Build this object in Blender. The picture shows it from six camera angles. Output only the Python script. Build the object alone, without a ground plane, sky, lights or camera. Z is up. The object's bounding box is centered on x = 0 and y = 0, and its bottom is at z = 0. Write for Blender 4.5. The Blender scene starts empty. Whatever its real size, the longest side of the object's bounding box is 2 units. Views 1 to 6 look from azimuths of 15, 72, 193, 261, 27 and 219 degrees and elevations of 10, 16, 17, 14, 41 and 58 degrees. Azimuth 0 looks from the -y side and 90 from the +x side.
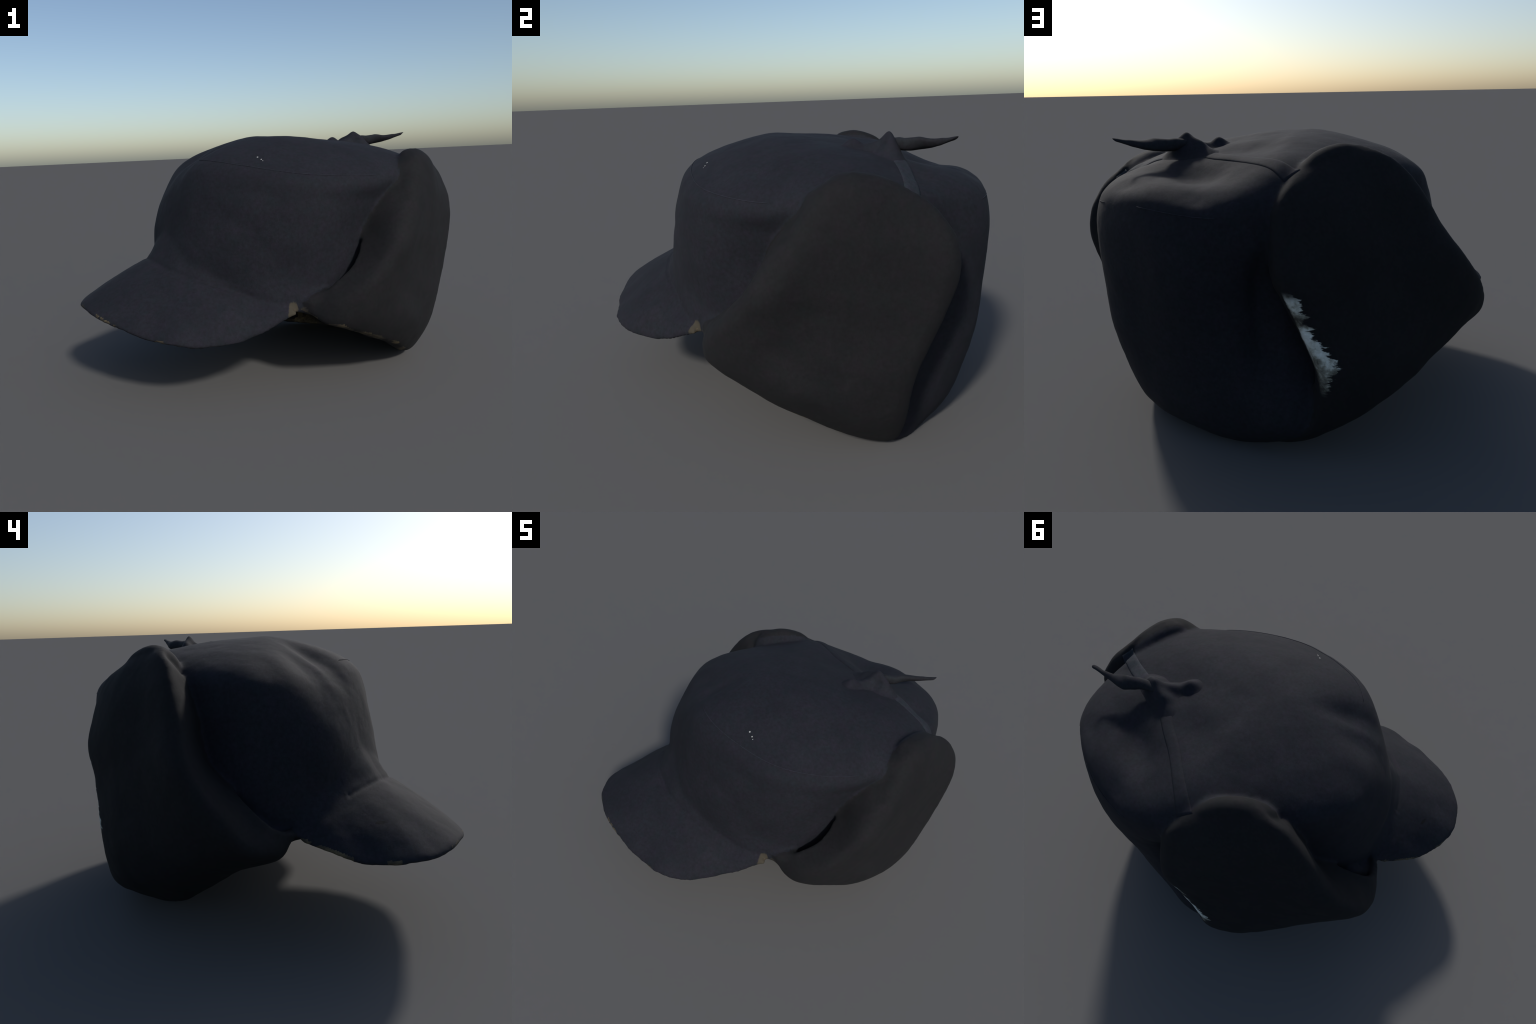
"""Dark wool winter cap with a short visor, two ear flaps folded up and tied
over the crown with a string bow.  All sizes in metres.

The cap is turned on the ground, so the shape is described in its own frame:
  s = towards the wearer's left hand side, f = towards the visor, z = up.
"""
import bpy, bmesh, math, random
import numpy as np
from mathutils import Vector
from mathutils.bvhtree import BVHTree
from mathutils import noise as mnoise

random.seed(7)
AX_S = np.array([0.898, -0.440, 0.0])
AX_F = np.array([-0.440, -0.898, 0.0])
AX_Z = np.array([0.0, 0.0, 1.0])


def world(p):
    """cap frame (s, f, z) -> scene frame (x, y, z)"""
    p = np.asarray(p, float)
    return p[..., 0:1] * AX_S + p[..., 1:2] * AX_F + p[..., 2:3] * AX_Z


# ------------------------------------------------------------------ splines
def catmull(pts, per, closed=False):
    """Catmull-Rom through pts (n, ...), `per` samples per segment."""
    p = np.asarray(pts, float)
    n = len(p)
    if closed:
        ext = np.concatenate([p[-1:], p, p[:2]])
        segs = n
    else:
        ext = np.concatenate([2 * p[:1] - p[1:2], p, 2 * p[-1:] - p[-2:-1]])
        segs = n - 1
    out = []
    for i in range(segs):
        a, b, c, d = ext[i], ext[i + 1], ext[i + 2], ext[i + 3]
        for t in np.arange(per) / per:
            out.append(0.5 * (2 * b + (c - a) * t + (2 * a - 5 * b + 4 * c - d) * t * t
                              + (3 * b - a - 3 * c + d) * t ** 3))
    if not closed:
        out.append(p[-1])
    return np.array(out)


def even(pts, n):
    """resample a smooth open curve through pts to n points by arc length"""
    q = catmull(pts, 16)
    d = np.r_[0, np.cumsum(np.linalg.norm(np.diff(q, axis=0), axis=1))]
    t = np.linspace(0, d[-1], n)
    return np.stack([np.interp(t, d, q[:, k]) for k in range(q.shape[1])], 1)


def grid_normals(g, closed_u=False):
    if closed_u:
        du = np.roll(g, -1, 0) - np.roll(g, 1, 0)
    else:
        du = np.gradient(g, axis=0)
    dv = np.gradient(g, axis=1)
    n = np.cross(du, dv)
    return n / np.maximum(np.linalg.norm(n, axis=-1, keepdims=True), 1e-9)


def mesh_from(verts, faces, name):
    me = bpy.data.meshes.new(name)
    me.from_pydata([tuple(v) for v in verts], [], faces)
    me.update()
    return me


def thick_sheet(outer, inner, name):
    """closed solid between two grids (nu, nv, 3)"""
    nu, nv = outer.shape[:2]
    V = np.concatenate([outer.reshape(-1, 3), inner.reshape(-1, 3)])
    o = nu * nv
    idx = lambda i, j, k=0: k * o + i * nv + j
    F = []
    for i in range(nu - 1):
        for j in range(nv - 1):
            F.append((idx(i, j), idx(i + 1, j), idx(i + 1, j + 1), idx(i, j + 1)))
            F.append((idx(i, j, 1), idx(i, j + 1, 1), idx(i + 1, j + 1, 1), idx(i + 1, j, 1)))
    for i in range(nu - 1):
        F.append((idx(i, 0), idx(i, 0, 1), idx(i + 1, 0, 1), idx(i + 1, 0)))
        F.append((idx(i, nv - 1), idx(i + 1, nv - 1), idx(i + 1, nv - 1, 1), idx(i, nv - 1, 1)))
    for j in range(nv - 1):
        F.append((idx(0, j), idx(0, j + 1), idx(0, j + 1, 1), idx(0, j, 1)))
        F.append((idx(nu - 1, j), idx(nu - 1, j, 1), idx(nu - 1, j + 1, 1), idx(nu - 1, j + 1)))
    return mesh_from(V, F, name)


def tube_mesh(path, radius, name, sides=8):
    """round cord along a path (n,3); radius may be an array; rounded off ends"""
    path = np.asarray(path, float)
    n = len(path)
    radius = np.broadcast_to(radius, (n,))
    tan = np.gradient(path, axis=0); tan /= np.linalg.norm(tan, axis=1, keepdims=True)
    V, F = [], []
    ref = np.array([0, 0, 1.0])
    for k in range(n):
        a = np.cross(tan[k], ref); a /= np.linalg.norm(a); b = np.cross(a, tan[k])
        for q in range(sides):
            t = 2 * math.pi * q / sides
            V.append(path[k] + radius[k] * (a * math.cos(t) + b * math.sin(t)))
    for k in range(n - 1):
        for q in range(sides):
            F.append((k * sides + q, k * sides + (q + 1) % sides, (k + 1) * sides + (q + 1) % sides, (k + 1) * sides + q))
    F.append(tuple(range(sides))[::-1]); F.append(tuple((n - 1) * sides + q for q in range(sides)))
    return mesh_from(V, F, name)


# ------------------------------------------------------------------- crown
# Level curves of the crown, each read round the head:
# front, front-right x2, right, back-right x2, back, back-left x2, left, front-left x2
APEX = (-0.03, -0.06, 1.327)
DOME = [(-0.08, .20, 1.307), (.12, .17, 1.297), (.27, .07, 1.286), (.40, -.08, 1.268), (.43, -.30, 1.258),
        (.33, -.51, 1.230), (.06, -.54, 1.245), (-.18, -.55, 1.240), (-.32, -.46, 1.266), (-.40, -.20, 1.270),
        (-.37, .02, 1.284), (-.23, .16, 1.298)]
SEAM = [(-.08, .455, 1.210), (.20, .431, 1.173), (.465, .295, 1.124), (.672, .0, 1.103), (.70, -.34, 1.155),
        (.455, -.768, 1.136), (.11, -.858, 1.150), (-.23, -.780, 1.128), (-.45, -.55, 1.170), (-.565, -.22, 1.178),
        (-.592, .11, 1.186), (-.37, .31, 1.205)]
SHOULDER = [(-.10, .540, 1.08), (.20, .508, 1.05), (.484, .350, 1.0), (.645, .05, .97), (.70, -.37, 1.02),
            (.478, -.848, 1.01), (.12, -.929, 1.03), (-.22, -.850, 1.010), (-.465, -.58, 1.03), (-.60, -.20, 1.06),
            (-.638, .175, 1.07), (-.435, .408, 1.08)]
WAIST = [(-.12, .588, .88), (.20, .542, .86), (.482, .358, .82), (.600, .055, .80), (.67, -.42, .80),
         (.465, -.860, .80), (.12, -.928, .82), (-.17, -.872, .78), (-.44, -.575, .82), (-.62, -.20, .85),
         (-.66, .215, .86), (-.50, .475, .87)]
BAND = [(-.14, .635, .68), (.20, .550, .64), (.455, .345, .60), (.58, .09, .56), (.66, -.42, .46),
        (.456, -.840, .46), (.12, -.890, .46), (-.18, -.822, .47), (-.435, -.58, .50), (-.66, -.20, .58),
        (-.69, .20, .63), (-.52, .49, .67)]
LOW = [(-.15, .645, .57), (.20, .55, .53), (.44, .37, .50), (.58, .10, .41), (.62, -.42, .20),
       (.435, -.752, .14), (.12, -.84, .14), (-.24, -.76, .12), (-.54, -.61, .20), (-.63, -.16, .36),
       (-.70, .20, .51), (-.53, .50, .58)]
RIM = [(-.15, .63, .50), (.20, .54, .47), (.43, .38, .44), (.57, .10, .32), (.61, -.45, .025),
       (.42, -.66, -.010), (.10, -.72, -.012), (-.22, -.66, -.012), (-.45, -.46, .04), (-.56, -.12, .24),
       (-.67, .20, .43), (-.55, .48, .51)]
WALL = 0.035


def crown_grid():
    rings = [catmull(np.array(r), 8, closed=True) for r in (DOME, SEAM, SHOULDER, WAIST, BAND, LOW, RIM)]
    apex = np.array(APEX)
    n = len(rings[0])
    cols = []
    for k in range(n):
        opposite = rings[0][(k + n // 2) % n]
        col = catmull(np.array([opposite, apex] + [r[k] for r in rings]), 10)
        cols.append(col[10:])
    return world(np.array(cols))                      # (n, m, 3), apex first


def dent(g, centre, along, length, width, depth):
    """push a smooth elongated hollow (depth > 0) down into the crown top"""
    c = world(np.array(centre))
    a = world(np.array([along[0], along[1], along[2] if len(along) > 2 else 0.0])); a = a / np.linalg.norm(a)
    d = g - c
    u = d @ a
    w2 = np.maximum((d * d).sum(-1) - u * u, 0)
    k = np.exp(-(u / length) ** 2 - w2 / width ** 2)
    return k[..., None] * depth


# hollows and puckers: centre (s,f,z), direction (s,f), half length, half width, depth
DENTS = [((-.22, .33, 1.235), (-.35, .80, -.55), .17, .062, .038),
         ((-.35, .31, 1.22), (-.40, .65, -.70), .17, .062, .022),
         ((-.285, .32, 1.24), (-.38, .75, -.60), .15, .028, -.006),
         ((-.46, .23, 1.17), (-.35, .55, -.80), .13, .040, -.012),
         ((-.05, -.40, 1.26), (1, -.3), .11, .07, .017),
         ((.03, -.665, 1.20), (1, .02), .19, .098, .070),
         ((.50, -.60, 1.18), (.8, -.3), .09, .060, .028),
         ((.17, -.76, 1.16), (1, .45), .09, .015, .012),
         ((.22, -.84, 1.13), (1, -.1), .09, .045, .012),
         ((-.13, -.82, 1.12), (1, .3), .08, .040, .012),
         ((.05, .10, 1.30), (.7, .7), .20, .05, .004),
         ((.30, .30, 1.19), (.9, -.2, -.2), .16, .05, .006),
         ((.10, .56, .95), (.9, -.2, -.5), .20, .06, .007),
         ((.42, .40, .72), (.6, -.4, .7), .20, .06, .007)]
# upright grooves in the rear wall beside the flaps: (s, f), z range, half width, depth
GROOVES = [((.585, -.695), (.30, .9), .040, .026),
           ((-.355, -.705), (.48, .80), .052, .046)]


def groove(g, at, zr, width, depth):
    c = world(np.array([at[0], at[1], 0.0]))
    d2 = ((g[..., :2] - c[:2]) ** 2).sum(-1)
    z = g[..., 2]
    fade = np.clip((z - zr[0] + .12) / .12, 0, 1) * np.clip((zr[1] + .12 - z) / .12, 0, 1)
    return (np.exp(-d2 / width ** 2) * fade)[..., None] * depth


def build_crown():
    g = crown_grid()
    nrm = grid_normals(g, closed_u=True)
    if (nrm[:, 30] * (g[:, 30] - g.mean((0, 1)))).sum() < 0:
        nrm = -nrm
    for d in DENTS:
        g = g - nrm * dent(g, *d)
    for d in GROOVES:
        g = g - nrm * groove(g, *d)
    nrm = grid_normals(g, closed_u=True)
    if (nrm[:, 30] * (g[:, 30] - g.mean((0, 1)))).sum() < 0:
        nrm = -nrm
    nrm[:, 0] = (0, 0, 1)
    inner = g - nrm * WALL
    n, m = g.shape[:2]
    V = [g[0, 0]] + list(g[:, 1:].reshape(-1, 3)) + [inner[0, 0]] + list(inner[:, 1:].reshape(-1, 3))
    o = 1 + n * (m - 1)
    ix = lambda i, j, k=0: k * o + 1 + (i % n) * (m - 1) + (j - 1)
    F = []
    for i in range(n):
        F.append((0, ix(i, 1), ix(i + 1, 1)))
        F.append((o, ix(i + 1, 1, 1), ix(i, 1, 1)))
        for j in range(1, m - 1):
            F.append((ix(i, j), ix(i, j + 1), ix(i + 1, j + 1), ix(i + 1, j)))
            F.append((ix(i, j, 1), ix(i + 1, j, 1), ix(i + 1, j + 1, 1), ix(i, j + 1, 1)))
        F.append((ix(i, m - 1), ix(i, m - 1, 1), ix(i + 1, m - 1, 1), ix(i + 1, m - 1)))
    return mesh_from(V, F, "crown_source"), g, inner


# ------------------------------------------------------------------- visor
VISOR_EDGE = [(-.72, .37, .515), (-.740, .458, .494), (-.757, .55, .476), (-.750, .65, .457), (-.736, .752, .459),
              (-.690, .860, .471), (-.629, .921, .474), (-.551, .971, .483), (-.46, 1.002, .478), (-.375, 1.017, .466),
              (-.27, 1.016, .444), (-.175, 1.005, .422), (-.09, .995, .403), (-.01, .965, .386), (.074, .940, .378),
              (.133, .900, .368), (.180, .850, .354), (.228, .795, .352), (.256, .725, .343), (.281, .648, .341),
              (.315, .580, .358), (.355, .520, .385), (.385, .450, .410), (.425, .392, .435)]
VISOR_ROOT = [(-.68, .33, .56), (-.63, .42, .62), (-.50, .545, .685), (-.37, .625, .705), (-.26, .655, .69), (-.154, .67, .672),
              (-.05, .655, .648), (.06, .625, .622), (.20, .540, .57), (.31, .460, .52), (.395, .395, .475)]
VISOR_THICK = 0.034


def build_visor():
    nu = 90
    edge, root = even(VISOR_EDGE, nu), even(VISOR_ROOT, nu)
    up = np.array([0, 0, 1.0])
    # away from the middle of the crown, level
    away = root - np.array([-.12, .0, 0]); away[:, 2] = 0
    away /= np.linalg.norm(away, axis=1, keepdims=True)
    edge = edge + away * .012
    edge[:, 0] += .022 * np.clip((edge[:, 0] + .05) / .15, 0, 1)
    edge[:, 2] += .010 * np.exp(-((edge[:, 0] + .12) / .15) ** 2)
    span = np.linalg.norm(edge - root, axis=1, keepdims=True)
    k = np.clip(span / .30, .35, 1)
    # the cloth leaves the crown steeply, flares out, then runs almost straight to the rim
    rows = [root - away * .105 * k + up * .19 * k, root - away * .070 * k + up * .115 * k,
            root - away * .033 * k + up * .052 * k, root + away * .012 * k - up * .012]
    for t in (.30, .60, .88):
        rows.append(root * (1 - t) + edge * t + (up * span * (.030 - .018 * np.clip((-.25 - edge[:, :1]) / .2, 0, 1)) + np.maximum(edge[:, :1] + .10, 0) * np.array([.030, .012, .020])) * math.sin(math.pi * t ** 1.5))
    rows.append(edge)
    g = catmull(np.array(rows), 5).transpose(1, 0, 2)
    g = world(g)
    n = grid_normals(g)
    if n[:, :, 2].mean() < 0:
        n = -n
    # slightly wavy hand-pressed rim
    for i in range(nu):
        w = mnoise.noise(Vector(g[i, -1] * 9.0)) * 0.006
        g[i, -1] += np.array([0, 0, w])
    taper = np.linspace(1, .75, g.shape[1])[None, :, None]
    low = g - n * VISOR_THICK * taper
    return thick_sheet(g, low, "visor_source"), g, low


# --------------------------------------------------------------- ear flaps
# five lines per flap from its front edge to its rear edge, each from the fold at the
# bottom rim up to the tied top edge (outer face of the cloth)
RIGHT_FLAP = [
    [(.43, .35, .47), (.455, .365, .460), (.500, .325, .515), (.570, .275, .58), (.630, .165, .68), (.612, .050, .80),
     (.610, -.005, .93), (.620, -.09, 1.05), (.635, -.16, 1.13)],
    [(.50, .29, .44), (.535, .330, .395), (.605, .325, .455), (.700, .268, .540), (.775, .175, .650), (.792, .082, .770),
     (.788, .002, .900), (.745, -.103, 1.04), (.700, -.19, 1.195)],
    [(.57, .20, .38), (.64, .25, .360), (.730, .205, .44), (.795, .12, .56), (.832, .03, .68), (.858, -.035, .80),
     (.852, -.11, .94), (.815, -.18, 1.09), (.752, -.265, 1.236)],
    [(.62, -.05, .25), (.72, -.07, .215), (.800, -.10, .34), (.806, -.12, .50), (.812, -.18, .66), (.838, -.22, .80),
     (.845, -.28, .95), (.822, -.33, 1.10), (.758, -.36, 1.240)],
    [(.58, -.34, .085), (.665, -.33, .075), (.765, -.34, .21), (.800, -.36, .42), (.805, -.40, .60), (.810, -.45, .78),
     (.808, -.49, .94), (.778, -.50, 1.07), (.738, -.485, 1.205)],
    [(.54, -.52, .03), (.63, -.54, .02), (.712, -.570, .18), (.755, -.575, .32), (.780, -.615, .49), (.785, -.685, .68),
     (.775, -.735, .84), (.745, -.720, .99), (.710, -.625, 1.130)]]
LEFT_FLAP = [
    [(-.64, .30, .50), (-.70, .35, .53), (-.785, .30, .575), (-.80, .21, .645), (-.695, .065, .73), (-.650, -.035, .81), (-.635, -.075, .90),
     (-.62, -.09, 1.0), (-.60, -.14, 1.13), (-.59, -.18, 1.22)],
    [(-.62, .18, .44), (-.72, .28, .424), (-.828, .272, .472), (-.918, .210, .53), (-.937, .124, .66), (-.898, .034, .78), (-.825, -.05, .92),
     (-.765, -.105, 1.05), (-.700, -.165, 1.18), (-.605, -.225, 1.288)],
    [(-.60, .05, .35), (-.67, .05, .312), (-.788, .03, .364), (-.888, .03, .465), (-.940, .03, .57), (-.950, -.02, .70), (-.917, -.09, .85),
     (-.815, -.155, 1.0), (-.730, -.21, 1.16), (-.580, -.280, 1.322)],
    [(-.53, -.22, .15), (-.585, -.22, .108), (-.692, -.23, .203), (-.80, -.235, .33), (-.840, -.24, .50), (-.828, -.25, .66), (-.785, -.285, .83),
     (-.720, -.325, .99), (-.650, -.360, 1.14), (-.525, -.365, 1.328)],
    [(-.43, -.43, .06), (-.48, -.46, .04), (-.620, -.45, .155), (-.725, -.46, .26), (-.755, -.475, .42), (-.725, -.485, .60), (-.670, -.510, .78),
     (-.640, -.525, .95), (-.580, -.52, 1.11), (-.472, -.465, 1.300)],
    [(-.30, -.60, .03), (-.38, -.635, .02), (-.55, -.65, .14), (-.615, -.655, .33), (-.622, -.660, .45), (-.583, -.688, .576),
     (-.540, -.725, .705), (-.50, -.763, .84), (-.455, -.745, .97), (-.428, -.695, 1.11), (-.420, -.59, 1.222)]]
FLAP_THICK = 0.10


def build_flap(lines, name, rear):
    nu, nv = 64, 90
    rows = np.array([even(l, nv) for l in lines])                  # (5, nv, 3)
    g = np.stack([even(rows[:, j], nu) for j in range(nv)], 1)     # (nu, nv, 3)
    g = world(g)
    n = grid_normals(g)
    centre = world(np.array([0, -.2, .6]))
    if (n * (g - centre)).sum() < 0:
        n = -n
    # felt-like unevenness of the cloth
    for i in range(nu):
        for j in range(nv):
            p = Vector(g[i, j])
            g[i, j] += n[i, j] * (0.006 * mnoise.noise(p * 4.0) + 0.002 * mnoise.noise(p * 13.0))
    u, v = np.linspace(0, 1, nu)[:, None], np.linspace(0, 1, nv)[None, :]
    roll = .035 * np.clip((v - .92) / .08, 0, 1) ** 2 + .028 * np.clip((u - .93) / .07, 0, 1) ** 2
    g = g - n * roll[..., None]
    top = np.clip((v - .62) / .38, 0, 1) ** 1.3
    corner = np.clip(u / .22, 0, 1) * np.clip(v / .12, 0, 1)
    corner = np.maximum(corner, np.clip((v - .35) / .2, 0, 1) * np.clip(.5 + u / .2, 0, 1))
    thick = .035 + (FLAP_THICK - .035) * corner + .08 * top
    # the padding along the rear edge, low down and high up
    pad = rear[0] + (rear[1] - rear[0]) * np.clip((v - .22) / .16, 0, 1)
    back = np.clip((u - .72) / .22, 0, 1)
    thick = thick * (1 - back) + (pad + .05 * top) * back
    inner = g - n * thick[..., None]
    inner[..., 2] -= .10 * np.broadcast_to(top, thick.shape)
    return thick_sheet(g, inner, name), g, inner


# ------------------------------------------------------ fuse the cloth body
def tree_of(me):
    return BVHTree.FromPolygons([v.co[:] for v in me.vertices], [tuple(p.vertices) for p in me.polygons])


def grid_tree(g, closed=False):
    n, m = g.shape[:2]
    F = []
    for i in range(n if closed else n - 1):
        for j in range(m - 1):
            a, b = i * m + j, ((i + 1) % n) * m + j
            F.append((a, b, b + 1, a + 1))
    return BVHTree.FromPolygons([tuple(v) for v in g.reshape(-1, 3)], F)


crown_me, crown_out, crown_in = build_crown()
visor_me, visor_top, visor_low = build_visor()
rflap_me, rflap_out, rflap_in = build_flap(RIGHT_FLAP, "flap_source", (.15, .15))
lflap_me, lflap_out, lflap_in = build_flap(LEFT_FLAP, "flap_source", (.11, .085))

# soft folds of cloth that close the corners between flap and crown
FOLDS = [([(.70, -.22, 1.150), (.700, -.30, 1.175), (.680, -.42, 1.158), (.66, -.53, 1.095)], .052),
         ([(-.575, -.20, 1.205), (-.51, -.32, 1.262), (-.455, -.43, 1.243), (-.42, -.54, 1.17)], .050),
         ([(-.68, .30, .50), (-.735, .23, .525), (-.71, .13, .59)], .043),
         ([(-.67, .27, .48), (-.65, .13, .42), (-.64, .0, .36), (-.60, -.15, .26)], .045),
         ([(.455, .35, .465), (.57, .21, .41), (.61, .06, .33), (.63, -.15, .21)], .046),
         ([(.450, .345, .475), (.515, .295, .510), (.565, .245, .545)], .034)]
fold_me = []
for path, r in FOLDS:
    q = even(path, 24)
    fade = np.sqrt(np.clip(1 - np.linspace(-1, 1, 24) ** 4, .02, 1))
    fold_me.append(tube_mesh(world(q), r * fade, "fold_source", 16))
bm = bmesh.new()
for me in (crown_me, visor_me, rflap_me, lflap_me, *fold_me):
    bm.from_mesh(me)
bmesh.ops.recalc_face_normals(bm, faces=bm.faces)
fused = bpy.data.meshes.new("cloth")
bm.to_mesh(fused); bm.free()
tmp = bpy.data.objects.new("cloth", fused)
bpy.context.scene.collection.objects.link(tmp)
m = tmp.modifiers.new("fuse", "REMESH"); m.mode = "VOXEL"; m.voxel_size = 0.0095
m = tmp.modifiers.new("soften", "SMOOTH"); m.factor = 0.5; m.iterations = 15
dg = bpy.context.evaluated_depsgraph_get()
body = bpy.data.meshes.new_from_object(tmp.evaluated_get(dg))
bpy.data.objects.remove(tmp)
crease = world(catmull(np.array(VISOR_ROOT), 12)[14:-18] + np.array([0, .018, -.014]))
ripple = []
for v in body.vertices:                      # faint ripples of soft, worn wool
    ripple.append(.0042 * mnoise.noise(v.co * 4.5) + .0022 * mnoise.noise(v.co * 11.0) + .0008 * mnoise.noise(v.co * 27.0))
    if v.co.y < -.25 and v.co.z > .5:            # the stitched crease where the visor meets the band
        d2 = ((crease - np.array(v.co)) ** 2).sum(1).min()
        ripple[-1] -= .0075 * math.exp(-d2 / .012 ** 2)
norms = [v.normal.copy() for v in body.vertices]
for v, k, nn in zip(body.vertices, ripple, norms):
    v.co += nn * k
for v in body.vertices:                      # stand on the ground
    if v.co.z < 0.0:
        v.co.z = 0.0
body.update()

trees = {"crown": grid_tree(crown_out, True), "lining": grid_tree(crown_in, True),
         "visor": grid_tree(visor_top), "visor_lining": grid_tree(visor_low),
         "flap_r": grid_tree(rflap_out), "flap_r_in": grid_tree(rflap_in),
         "flap_l": grid_tree(lflap_out), "flap_l_in": grid_tree(lflap_in)}
KEYS = list(trees)


def region_of(c):
    best, key = 9, None
    for k in KEYS:
        h = trees[k].find_nearest(c)
        if h[0] is not None and h[3] < best:
            best, key = h[3], k
    return key


HEM = [(world(np.array([q for q in catmull(np.array([l[1] for l in RIGHT_FLAP[:5]]), 24)])), .017, 8.0, .02),
       (world(catmull(np.array(VISOR_EDGE), 6)), .011, 7.0, .10)]


def on_hem(c):
    """ragged strip of bare lining where the cloth is worn through along a hem"""
    for line, width, freq, cut in HEM:
        d = np.sqrt(((line - np.array(c)) ** 2).sum(1).min())
        w = mnoise.noise(c * freq) + .4 * mnoise.noise(c * freq * 4)
        if d < width * (1 + 1.3 * w) and w > cut - .1:
            return True
    return False


vert_region = [region_of(v.co) for v in body.vertices]
for v in body.vertices:
    if vert_region[v.index] in ("flap_r", "visor") and on_hem(v.co):
        vert_region[v.index] = "lining" if vert_region[v.index] == "flap_r" else "visor_lining"
MERGE = {"flap_r_in": "flap_r", "flap_l_in": "flap_l"}
body_tree = tree_of(body)
n_verts = len(body.vertices)
vnorm = np.zeros(n_verts * 3); body.vertices.foreach_get("normal", vnorm); vnorm = vnorm.reshape(-1, 3)

groups = {}
for p in body.polygons:
    count = {}
    for vi in p.vertices:
        k = vert_region[vi]; k = MERGE.get(k, k)
        count[k] = count.get(k, 0) + 1
    groups.setdefault(max(sorted(count), key=lambda k: count[k]), []).append(tuple(p.vertices))


# --------------------------------------------------------------- materials
def nodes_of(name):
    mat = bpy.data.materials.new(name)
    mat.use_nodes = True
    nt = mat.node_tree
    bs = nt.nodes["Principled BSDF"]
    return mat, nt, bs


class Nodes:
    def __init__(self, nt):
        self.nt = nt
        self.co = nt.nodes.new("ShaderNodeTexCoord").outputs["Object"]

    def put(self, sock, val):
        if hasattr(val, "is_output"):
            self.nt.links.new(val, sock)
        else:
            sock.default_value = val

    def math(self, op, a, b=0.0, clamp=False):
        n = self.nt.nodes.new("ShaderNodeMath"); n.operation = op; n.use_clamp = clamp
        self.put(n.inputs[0], a); self.put(n.inputs[1], b)
        return n.outputs[0]

    def noise(self, scale, detail=4, rough=0.6, vec=None, stretch=None):
        n = self.nt.nodes.new("ShaderNodeTexNoise")
        n.inputs["Scale"].default_value = scale
        n.inputs["Detail"].default_value = detail
        n.inputs["Roughness"].default_value = rough
        v = vec or self.co
        if stretch:
            mp = self.nt.nodes.new("ShaderNodeMapping")
            mp.inputs["Scale"].default_value = stretch
            self.nt.links.new(v, mp.inputs["Vector"]); v = mp.outputs[0]
        self.nt.links.new(v, n.inputs["Vector"])
        return n.outputs["Fac"]

    def ramp(self, fac, stops):
        n = self.nt.nodes.new("ShaderNodeValToRGB")
        r = n.color_ramp
        while len(r.elements) < len(stops):
            r.elements.new(0.5)
        for e, (pos, col) in zip(r.elements, stops):
            e.position = pos
            e.color = (*col, 1) if len(col) == 3 else col
        self.nt.links.new(fac, n.inputs[0])
        return n.outputs[0]

    def mix(self, fac, a, b, blend="MIX"):
        n = self.nt.nodes.new("ShaderNodeMix"); n.data_type = "RGBA"; n.blend_type = blend
        self.put(n.inputs[0], fac)
        for s, v in ((n.inputs[6], a), (n.inputs[7], b)):
            self.put(s, v if hasattr(v, "is_output") else (*v, 1))
        return n.outputs[2]

    def dist(self, point, squash=(1, 1, 1)):
        """distance to a point, each axis divided by squash"""
        mp = self.nt.nodes.new("ShaderNodeMapping")
        mp.inputs["Scale"].default_value = [1 / q for q in squash]
        mp.inputs["Location"].default_value = [-p / q for p, q in zip(point, squash)]
        self.nt.links.new(self.co, mp.inputs["Vector"])
        n = self.nt.nodes.new("ShaderNodeVectorMath"); n.operation = "LENGTH"
        self.nt.links.new(mp.outputs[0], n.inputs[0])
        return n.outputs["Value"]

    def step(self, val, lo, hi):
        n = self.nt.nodes.new("ShaderNodeMapRange"); n.interpolation_type = "SMOOTHSTEP"
        self.put(n.inputs[0], val)
        n.inputs[1].default_value, n.inputs[2].default_value = lo, hi
        return n.outputs[0]

    def xyz(self):
        n = self.nt.nodes.new("ShaderNodeSeparateXYZ")
        self.nt.links.new(self.co, n.inputs[0])
        return n.outputs

    def bump(self, height, strength, dist):
        n = self.nt.nodes.new("ShaderNodeBump")
        n.inputs["Strength"].default_value = strength
        n.inputs["Distance"].default_value = dist
        self.nt.links.new(height, n.inputs["Height"])
        return n.outputs[0]


NAVY = (.0080, .0089, .0137)
CHARCOAL = (.0058, .0060, .0074)  # flap wool, darkened below its lit colour toward the shade on the lower flaps
TAN = (.044, .038, .027)


def wool(N, base, vary=0.48):
    """fulled wool: fine mottled grain with blue, purple and teal fibres"""
    b = np.array(base)
    fine = N.noise(62, 7, .78)
    col = N.ramp(fine, [(.30, tuple(b * (1 - vary))), (.50, tuple(b)), (.72, tuple(b * (1 + vary)))])
    hue = N.noise(19, 6, .72)
    tint = N.ramp(hue, [(.36, (.78, 1.06, .98)), (.5, (1, 1, 1)), (.64, (1.22, .95, 1.12))])
    col = N.mix(.8, col, tint, "MULTIPLY")
    wide = N.ramp(N.noise(4.6, 6, .65), [(.32, (.80, .81, .84)), (.5, (1, 1, 1)), (.68, (1.22, 1.20, 1.16))])
    col = N.mix(1.0, col, wide, "MULTIPLY")
    lint = N.step(N.noise(60, 2, .5, stretch=(1, .6, 1.4)), .74, .80)
    col = N.mix(N.math("MULTIPLY", lint, .35), col, tuple(b * 2.4))
    return col, fine


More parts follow.
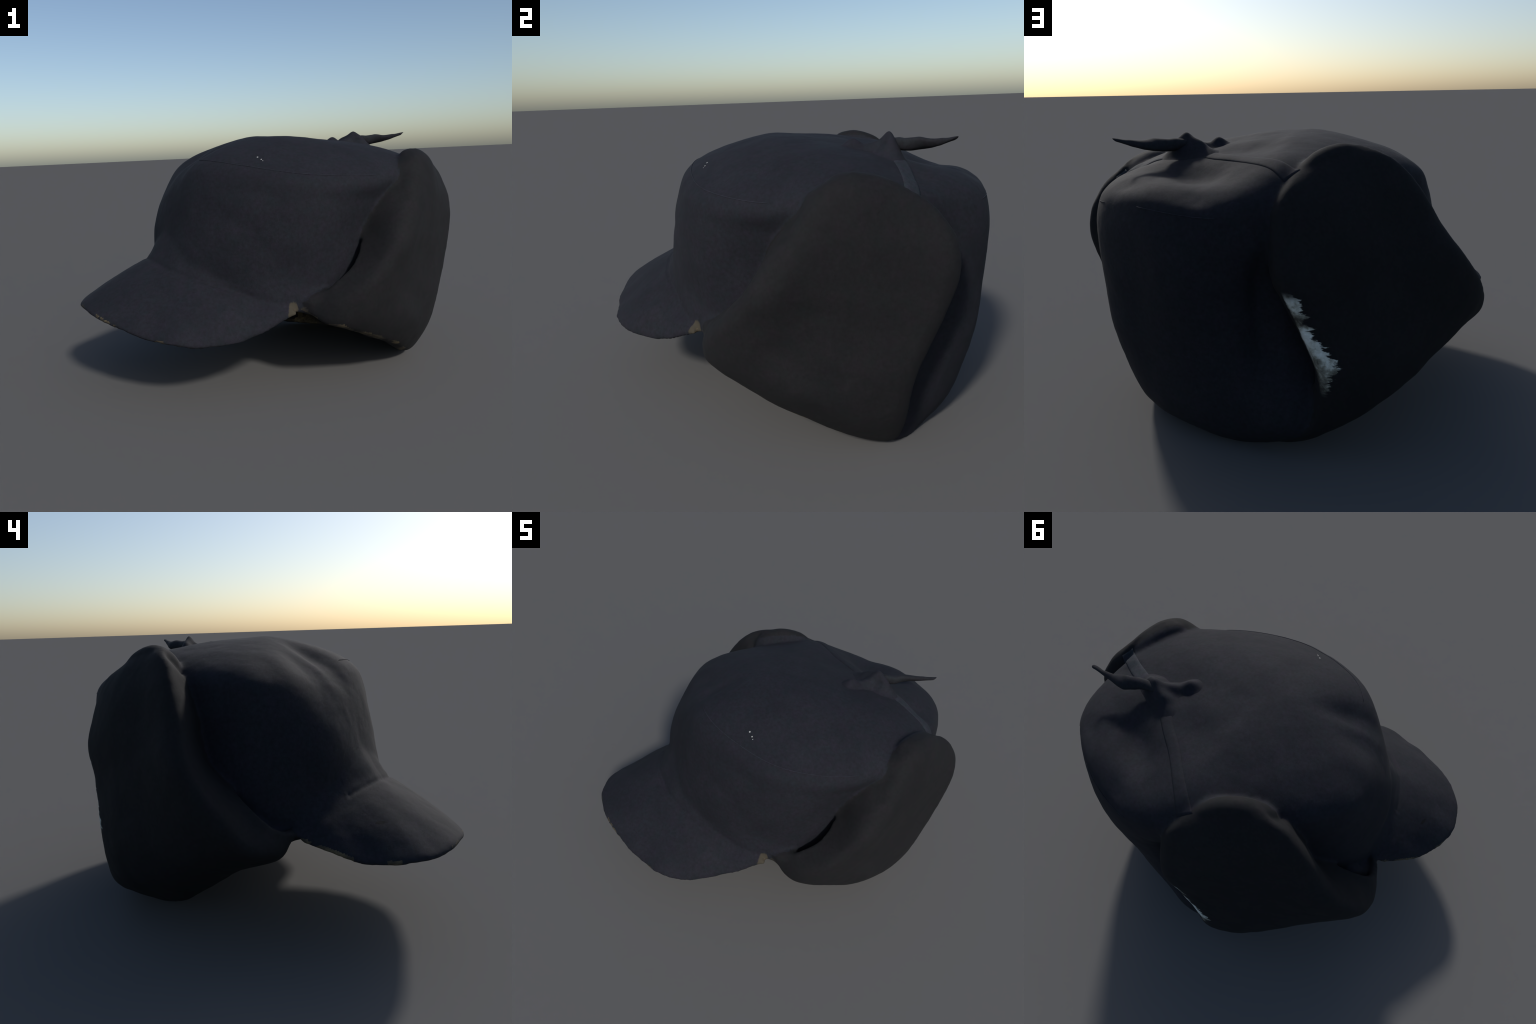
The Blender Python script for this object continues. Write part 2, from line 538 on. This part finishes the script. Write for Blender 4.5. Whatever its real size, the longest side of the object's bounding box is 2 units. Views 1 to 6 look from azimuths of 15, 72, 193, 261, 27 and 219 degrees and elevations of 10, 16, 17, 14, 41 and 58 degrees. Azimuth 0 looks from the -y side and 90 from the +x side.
def finish(N, bs, col, fine, rough=.88, bump=.25):
    N.put(bs.inputs["Base Color"], col)
    bs.inputs["Roughness"].default_value = rough
    bs.inputs["Specular IOR Level"].default_value = .29
    N.nt.links.new(N.bump(fine, bump, .004), bs.inputs["Normal"])


def cloth_material(name, base, extra=None):
    mat, nt, bs = nodes_of(name)
    N = Nodes(nt)
    col, fine = wool(N, base)
    if extra:
        col = extra(N, col)
    finish(N, bs, col, fine)
    return mat


def corner_tan(N, col):
    """bare lining tape where the visor ends at the right ear flap"""
    d = N.math("ADD", N.dist((.205, -.546, .448), (.029, .040, .052)), N.math("MULTIPLY", N.math("SUBTRACT", N.noise(20, 4, .65, stretch=(1, 1, .5)), .5), 1.3))
    return N.mix(N.step(d, 1.0, .75), col, TAN)


def specks(N, col):
    for p, r in (((.022, -.402, 1.226), .0052), ((.045, -.418, 1.212), .0044), ((.055, -.428, 1.203), .0028)):
        m = N.step(N.dist(p, (1, 1, 9)), r, r * .6)
        col = N.mix(m, col, (.36, .36, .35))
    return col


def crown_extra(N, col):
    return specks(N, corner_tan(N, col))


def visor_extra(N, col):
    col = corner_tan(N, col)
    m = N.step(N.dist((-.849, -.343, .578), (1, 3, 1)), .010, .006)       # small hole
    return N.mix(m, col, (.002, .002, .003))


def right_flap_extra(N, col):
    col = corner_tan(N, col)
    return col


def left_flap_extra(N, col):
    """pale fleece of the lining showing in torn tongues along the rear edge"""
    x, y, z = N.xyz()
    edge = N.math("ADD", N.math("MULTIPLY", z, .335), -.397)                # rear edge: x as a function of z
    inward = N.math("SUBTRACT", edge, x)
    mp = N.nt.nodes.new("ShaderNodeMapRange")
    width = N.nt.nodes.new("ShaderNodeFloatCurve")
    c = width.mapping.curves[0]
    for pos in ((.06, .08), (.16, .42), (.26, .46), (.34, .74), (.42, .56), (.50, .50), (.60, .34), (.70, .26), (.80, .34), (.90, .30), (.96, .12)):
        c.points.new(*pos)
    c.points[0].location = (0, 0); c.points[-1].location = (1, 0)
    width.mapping.update()
    N.put(mp.inputs[0], z); mp.inputs[1].default_value, mp.inputs[2].default_value = .34, .80
    N.nt.links.new(mp.outputs[0], width.inputs["Value"])
    w = N.math("MULTIPLY", width.outputs[0], .118)
    ragged = N.math("MULTIPLY", N.math("SUBTRACT", N.noise(15, 6, .72, stretch=(.35, 1, 1.9)), .5), .20)
    m = N.step(N.math("ADD", N.math("SUBTRACT", w, inward), ragged), -.004, .010)
    m = N.math("MULTIPLY", m, N.step(y, .66, .72))
    m = N.math("MULTIPLY", m, N.step(N.math("ADD", inward, N.math("MULTIPLY", ragged, .15)), -.022, -.006))
    m = N.math("MULTIPLY", m, N.math("MULTIPLY", N.step(z, .345, .40), N.step(z, .80, .74)))
    pale = N.ramp(N.noise(10, 5, .62), [(.36, (.05, .047, .040)), (.46, (.20, .20, .17)), (.54, (.50, .52, .48)), (.66, (.72, .76, .76))])
    return N.mix(m, col, pale)


def lining_material():
    mat, nt, bs = nodes_of("lining_cloth")
    N = Nodes(nt)
    fine = N.noise(70, 5, .7)
    col = N.ramp(N.noise(9, 5, .65), [(.40, (.016, .015, .014)), (.52, (.045, .037, .026)), (.66, (.12, .095, .055))])
    finish(N, bs, col, fine)
    return mat


MATS = {"crown": cloth_material("navy_wool_crown", NAVY, crown_extra),
        "visor": cloth_material("navy_wool_visor", NAVY, visor_extra),
        "flap_r": cloth_material("charcoal_wool_right", CHARCOAL, right_flap_extra),
        "flap_l": cloth_material("charcoal_wool_left", CHARCOAL, left_flap_extra)}
MATS["lining"] = MATS["visor_lining"] = lining_material()
MATS["tie"] = cloth_material("dark_tie_wool", (.0095, .0102, .0140))
MATS["strap"] = cloth_material("blue_tape", (.0155, .0185, .0250))
MATS["stitch"] = cloth_material("stitch_thread", (.0170, .0188, .0265))

# ------------------------------------------------------------------ objects
root = bpy.data.objects.new("winter_cap", None)
bpy.context.scene.collection.objects.link(root)
root["label"] = "dark navy wool winter cap, ear flaps tied on top"
root["category"] = "winter hat"


def add(name, me, mat, parent=root):
    ob = bpy.data.objects.new(name, me)
    bpy.context.scene.collection.objects.link(ob)
    ob.parent = parent
    if not me.materials:
        me.materials.append(mat)
    return ob


NAMES = {"crown": "crown", "lining": "lining", "visor": "visor", "visor_lining": "visor_lining",
         "flap_r": "ear_flap", "flap_l": "ear_flap"}
made = {}
for key in NAMES:
    faces = groups.get(key, [])
    used = sorted({v for f in faces for v in f})
    new = {v: i for i, v in enumerate(used)}
    me = mesh_from([body.vertices[v].co for v in used], [tuple(new[v] for v in f) for f in faces], NAMES[key])
    me.polygons.foreach_set("use_smooth", [True] * len(faces))
    me.normals_split_custom_set_from_vertices([tuple(vnorm[v]) for v in used])
    made[key] = add(NAMES[key], me, MATS[key], made["visor"] if key == "visor_lining" else root)


def drop(p, lift=0.0, down=False):
    """put a point on the cloth; `lift` metres proud of it"""
    p = Vector(p)
    if down:
        h = body_tree.ray_cast(p + Vector((0, 0, .3)), Vector((0, 0, -1)))
        if h[0] is None:
            h = body_tree.find_nearest(p)
    else:
        h = body_tree.find_nearest(p)
    return np.array(h[0]) + np.array(h[1]) * lift, np.array(h[1])


def tube(path, radius, name, mat, parent, sides=8):
    me = tube_mesh(path, radius, name, sides)
    me.polygons.foreach_set("use_smooth", [True] * len(me.polygons))
    return add(name, me, mat, parent)


# top-stitched seam round the crown, where it is not hidden by the flaps
seam_front = catmull(np.array(SEAM), 14, closed=True)
seam_rear = catmull(.4 * np.array(SEAM) + .6 * np.array(SHOULDER), 14, closed=True)
k = 14
for a, b, seam_ring, thin in ((-.25, 3.1, seam_front, 1), (5.2, 7.2, seam_rear, .95)):
    idx = np.arange(int(a * k), int(b * k)) % len(seam_ring)
    pts = np.array([drop(world(seam_ring[i]), .0010)[0] for i in idx])
    r = np.array([.0022 * thin * (0.75 + .5 * abs(mnoise.noise(Vector(p * 30)))) for p in pts])
    r[0] = r[-1] = .0006
    tube(pts, r, "seam", MATS["stitch"], made["crown"], 6)


# tying tape on both sides of the bow
def tape(front, back, name, thick=.0055, across=9, mat="strap"):
    fr, bk = even(front, 40), even(back, 40)
    top = np.zeros((40, across, 3)); low = np.zeros_like(top)
    for i in range(40):
        for j in range(across):
            t = j / (across - 1)
            p = world(fr[i] * (1 - t) + bk[i] * t)
            q, nn = drop(p, 0, down=True)
            crest = thick * (1 - (2 * t - 1) ** 4) * min(1, 8 * min(i, 39 - i) / 39)
            top[i, j] = q + nn * (.0015 + crest); low[i, j] = q - nn * .012
    me = thick_sheet(top, low, name)
    me.polygons.foreach_set("use_smooth", [True] * len(me.polygons))
    return add(name, me, MATS[mat])


tape([(.30, -.49, 1.24), (.423, -.508, 1.216), (.52, -.522, 1.18), (.68, -.53, 1.15)],
     [(.30, -.553, 1.25), (.409, -.570, 1.24), (.50, -.582, 1.19), (.68, -.593, 1.13)], "strap")
tape([(.14, -.46, 1.26), (.02, -.480, 1.262), (-.11, -.490, 1.257), (-.25, -.515, 1.25), (-.43, -.535, 1.20)],
     [(.14, -.52, 1.26), (.02, -.535, 1.262), (-.11, -.545, 1.257), (-.25, -.57, 1.25), (-.40, -.60, 1.19)], "strap", .004, mat="crown")


# ---------------------------------------------------------------------- bow


def ridge(p, line, wide_front, wide_back):
    """height at plan point p of a soft ridge whose crest runs through line (s, f, height)"""
    best = 0.0
    for a, b in zip(line[:-1], line[1:]):
        a, b = np.array(a), np.array(b)
        ab = b[:2] - a[:2]
        t = np.clip((p - a[:2]) @ ab / (ab @ ab), 0, 1)
        off = p - (a[:2] + t * ab)
        w = wide_back if off[1] < 0 else wide_front
        best = max(best, (a[2] + t * (b[2] - a[2])) * math.exp(-(off @ off) / (w * w)))
    return best


HUMP = (.250, -.500, .093)
CRESTS = [([(.07, -.485, .006), (.135, -.488, .035), (.180, -.490, .080), (.210, -.495, .093), HUMP, (.295, -.508, .086), (.325, -.52, .05)], .050, .034),
          ([HUMP, (.232, -.435, .060), (.212, -.385, .034), (.199, -.338, .056), (.197, -.326, .048)], .033, .033),
          ([HUMP, (.290, -.522, .076), (.335, -.53, .030), (.42, -.535, .006)], .040, .024)]
NB = 90
top = np.zeros((NB, NB, 3)); rise = np.zeros((NB, NB))
for i, ss in enumerate(np.linspace(.02, .44, NB)):
    for j, ff in enumerate(np.linspace(-.62, -.27, NB)):
        q = world(np.array([ss, ff, 1.3]))
        h = body_tree.ray_cast(Vector(q) + Vector((0, 0, .3)), Vector((0, 0, -1)))
        z = h[0].z if h[0] is not None else 1.2
        p = np.array([ss, ff])
        rise[i, j] = (sum(ridge(p, *c) ** 4 for c in CRESTS)) ** .25 * (1 + .10 * mnoise.noise(Vector((ss * 24, ff * 24, 0))))
        top[i, j] = (q[0], q[1], z - .008)
for _ in range(22):                                   # soft cloth: round the crests
    rise[1:-1, 1:-1] = (rise[1:-1, 1:-1] * 2 + rise[:-2, 1:-1] + rise[2:, 1:-1] + rise[1:-1, :-2] + rise[1:-1, 2:]) / 6
low = top.copy(); low[..., 2] -= .022
top[..., 2] += rise
knot = thick_sheet(top, low, "bow")
knot.polygons.foreach_set("use_smooth", [True] * len(knot.polygons))
bow = add("bow", knot, MATS["crown"])


def ribbon(path, width_vecs, thick, name):
    """soft folded ribbon: oval section, width_vecs = half-width vectors along the path"""
    n, sides = 60, 24
    path = even(path, n); wv = even(width_vecs, n); th = even(np.array(thick)[:, None], n)[:, 0]
    path, wv = world(path), world(wv)
    tan = np.gradient(path, axis=0); tan /= np.linalg.norm(tan, axis=1, keepdims=True)
    V, F = [], []
    for i in range(n):
        nrm = np.cross(tan[i], wv[i]); nrm /= np.linalg.norm(nrm)
        for k in range(sides):
            t = 2 * math.pi * k / sides
            p = path[i] + wv[i] * math.cos(t) + nrm * th[i] * math.sin(t)
            p = p + nrm * .010 * mnoise.noise(Vector(p * 14)) + wv[i] * .22 * mnoise.noise(Vector(path[i] * 20))
            V.append(p)
    for i in range(n - 1):
        for k in range(sides):
            F.append((i * sides + k, i * sides + (k + 1) % sides, (i + 1) * sides + (k + 1) % sides, (i + 1) * sides + k))
    F.append(tuple(range(sides))[::-1]); F.append(tuple((n - 1) * sides + k for k in range(sides)))
    me = mesh_from(V, F, name)
    me.polygons.foreach_set("use_smooth", [True] * len(F))
    return me


tail = ribbon([(.235, -.495, 1.290), (.285, -.548, 1.289), (.315, -.600, 1.288), (.338, -.650, 1.293), (.395, -.702, 1.304), (.447, -.742, 1.316)],
              [(.006, -.004, .029), (.008, -.004, .025), (.018, .000, .024), (.033, .006, .014), (.016, -.006, .014), (.007, -.006, .009)],
              [.026, .023, .022, .022, .015, .010], "tail")
add("tail", tail, MATS["tie"], bow)

bpy.data.meshes.remove(fused)
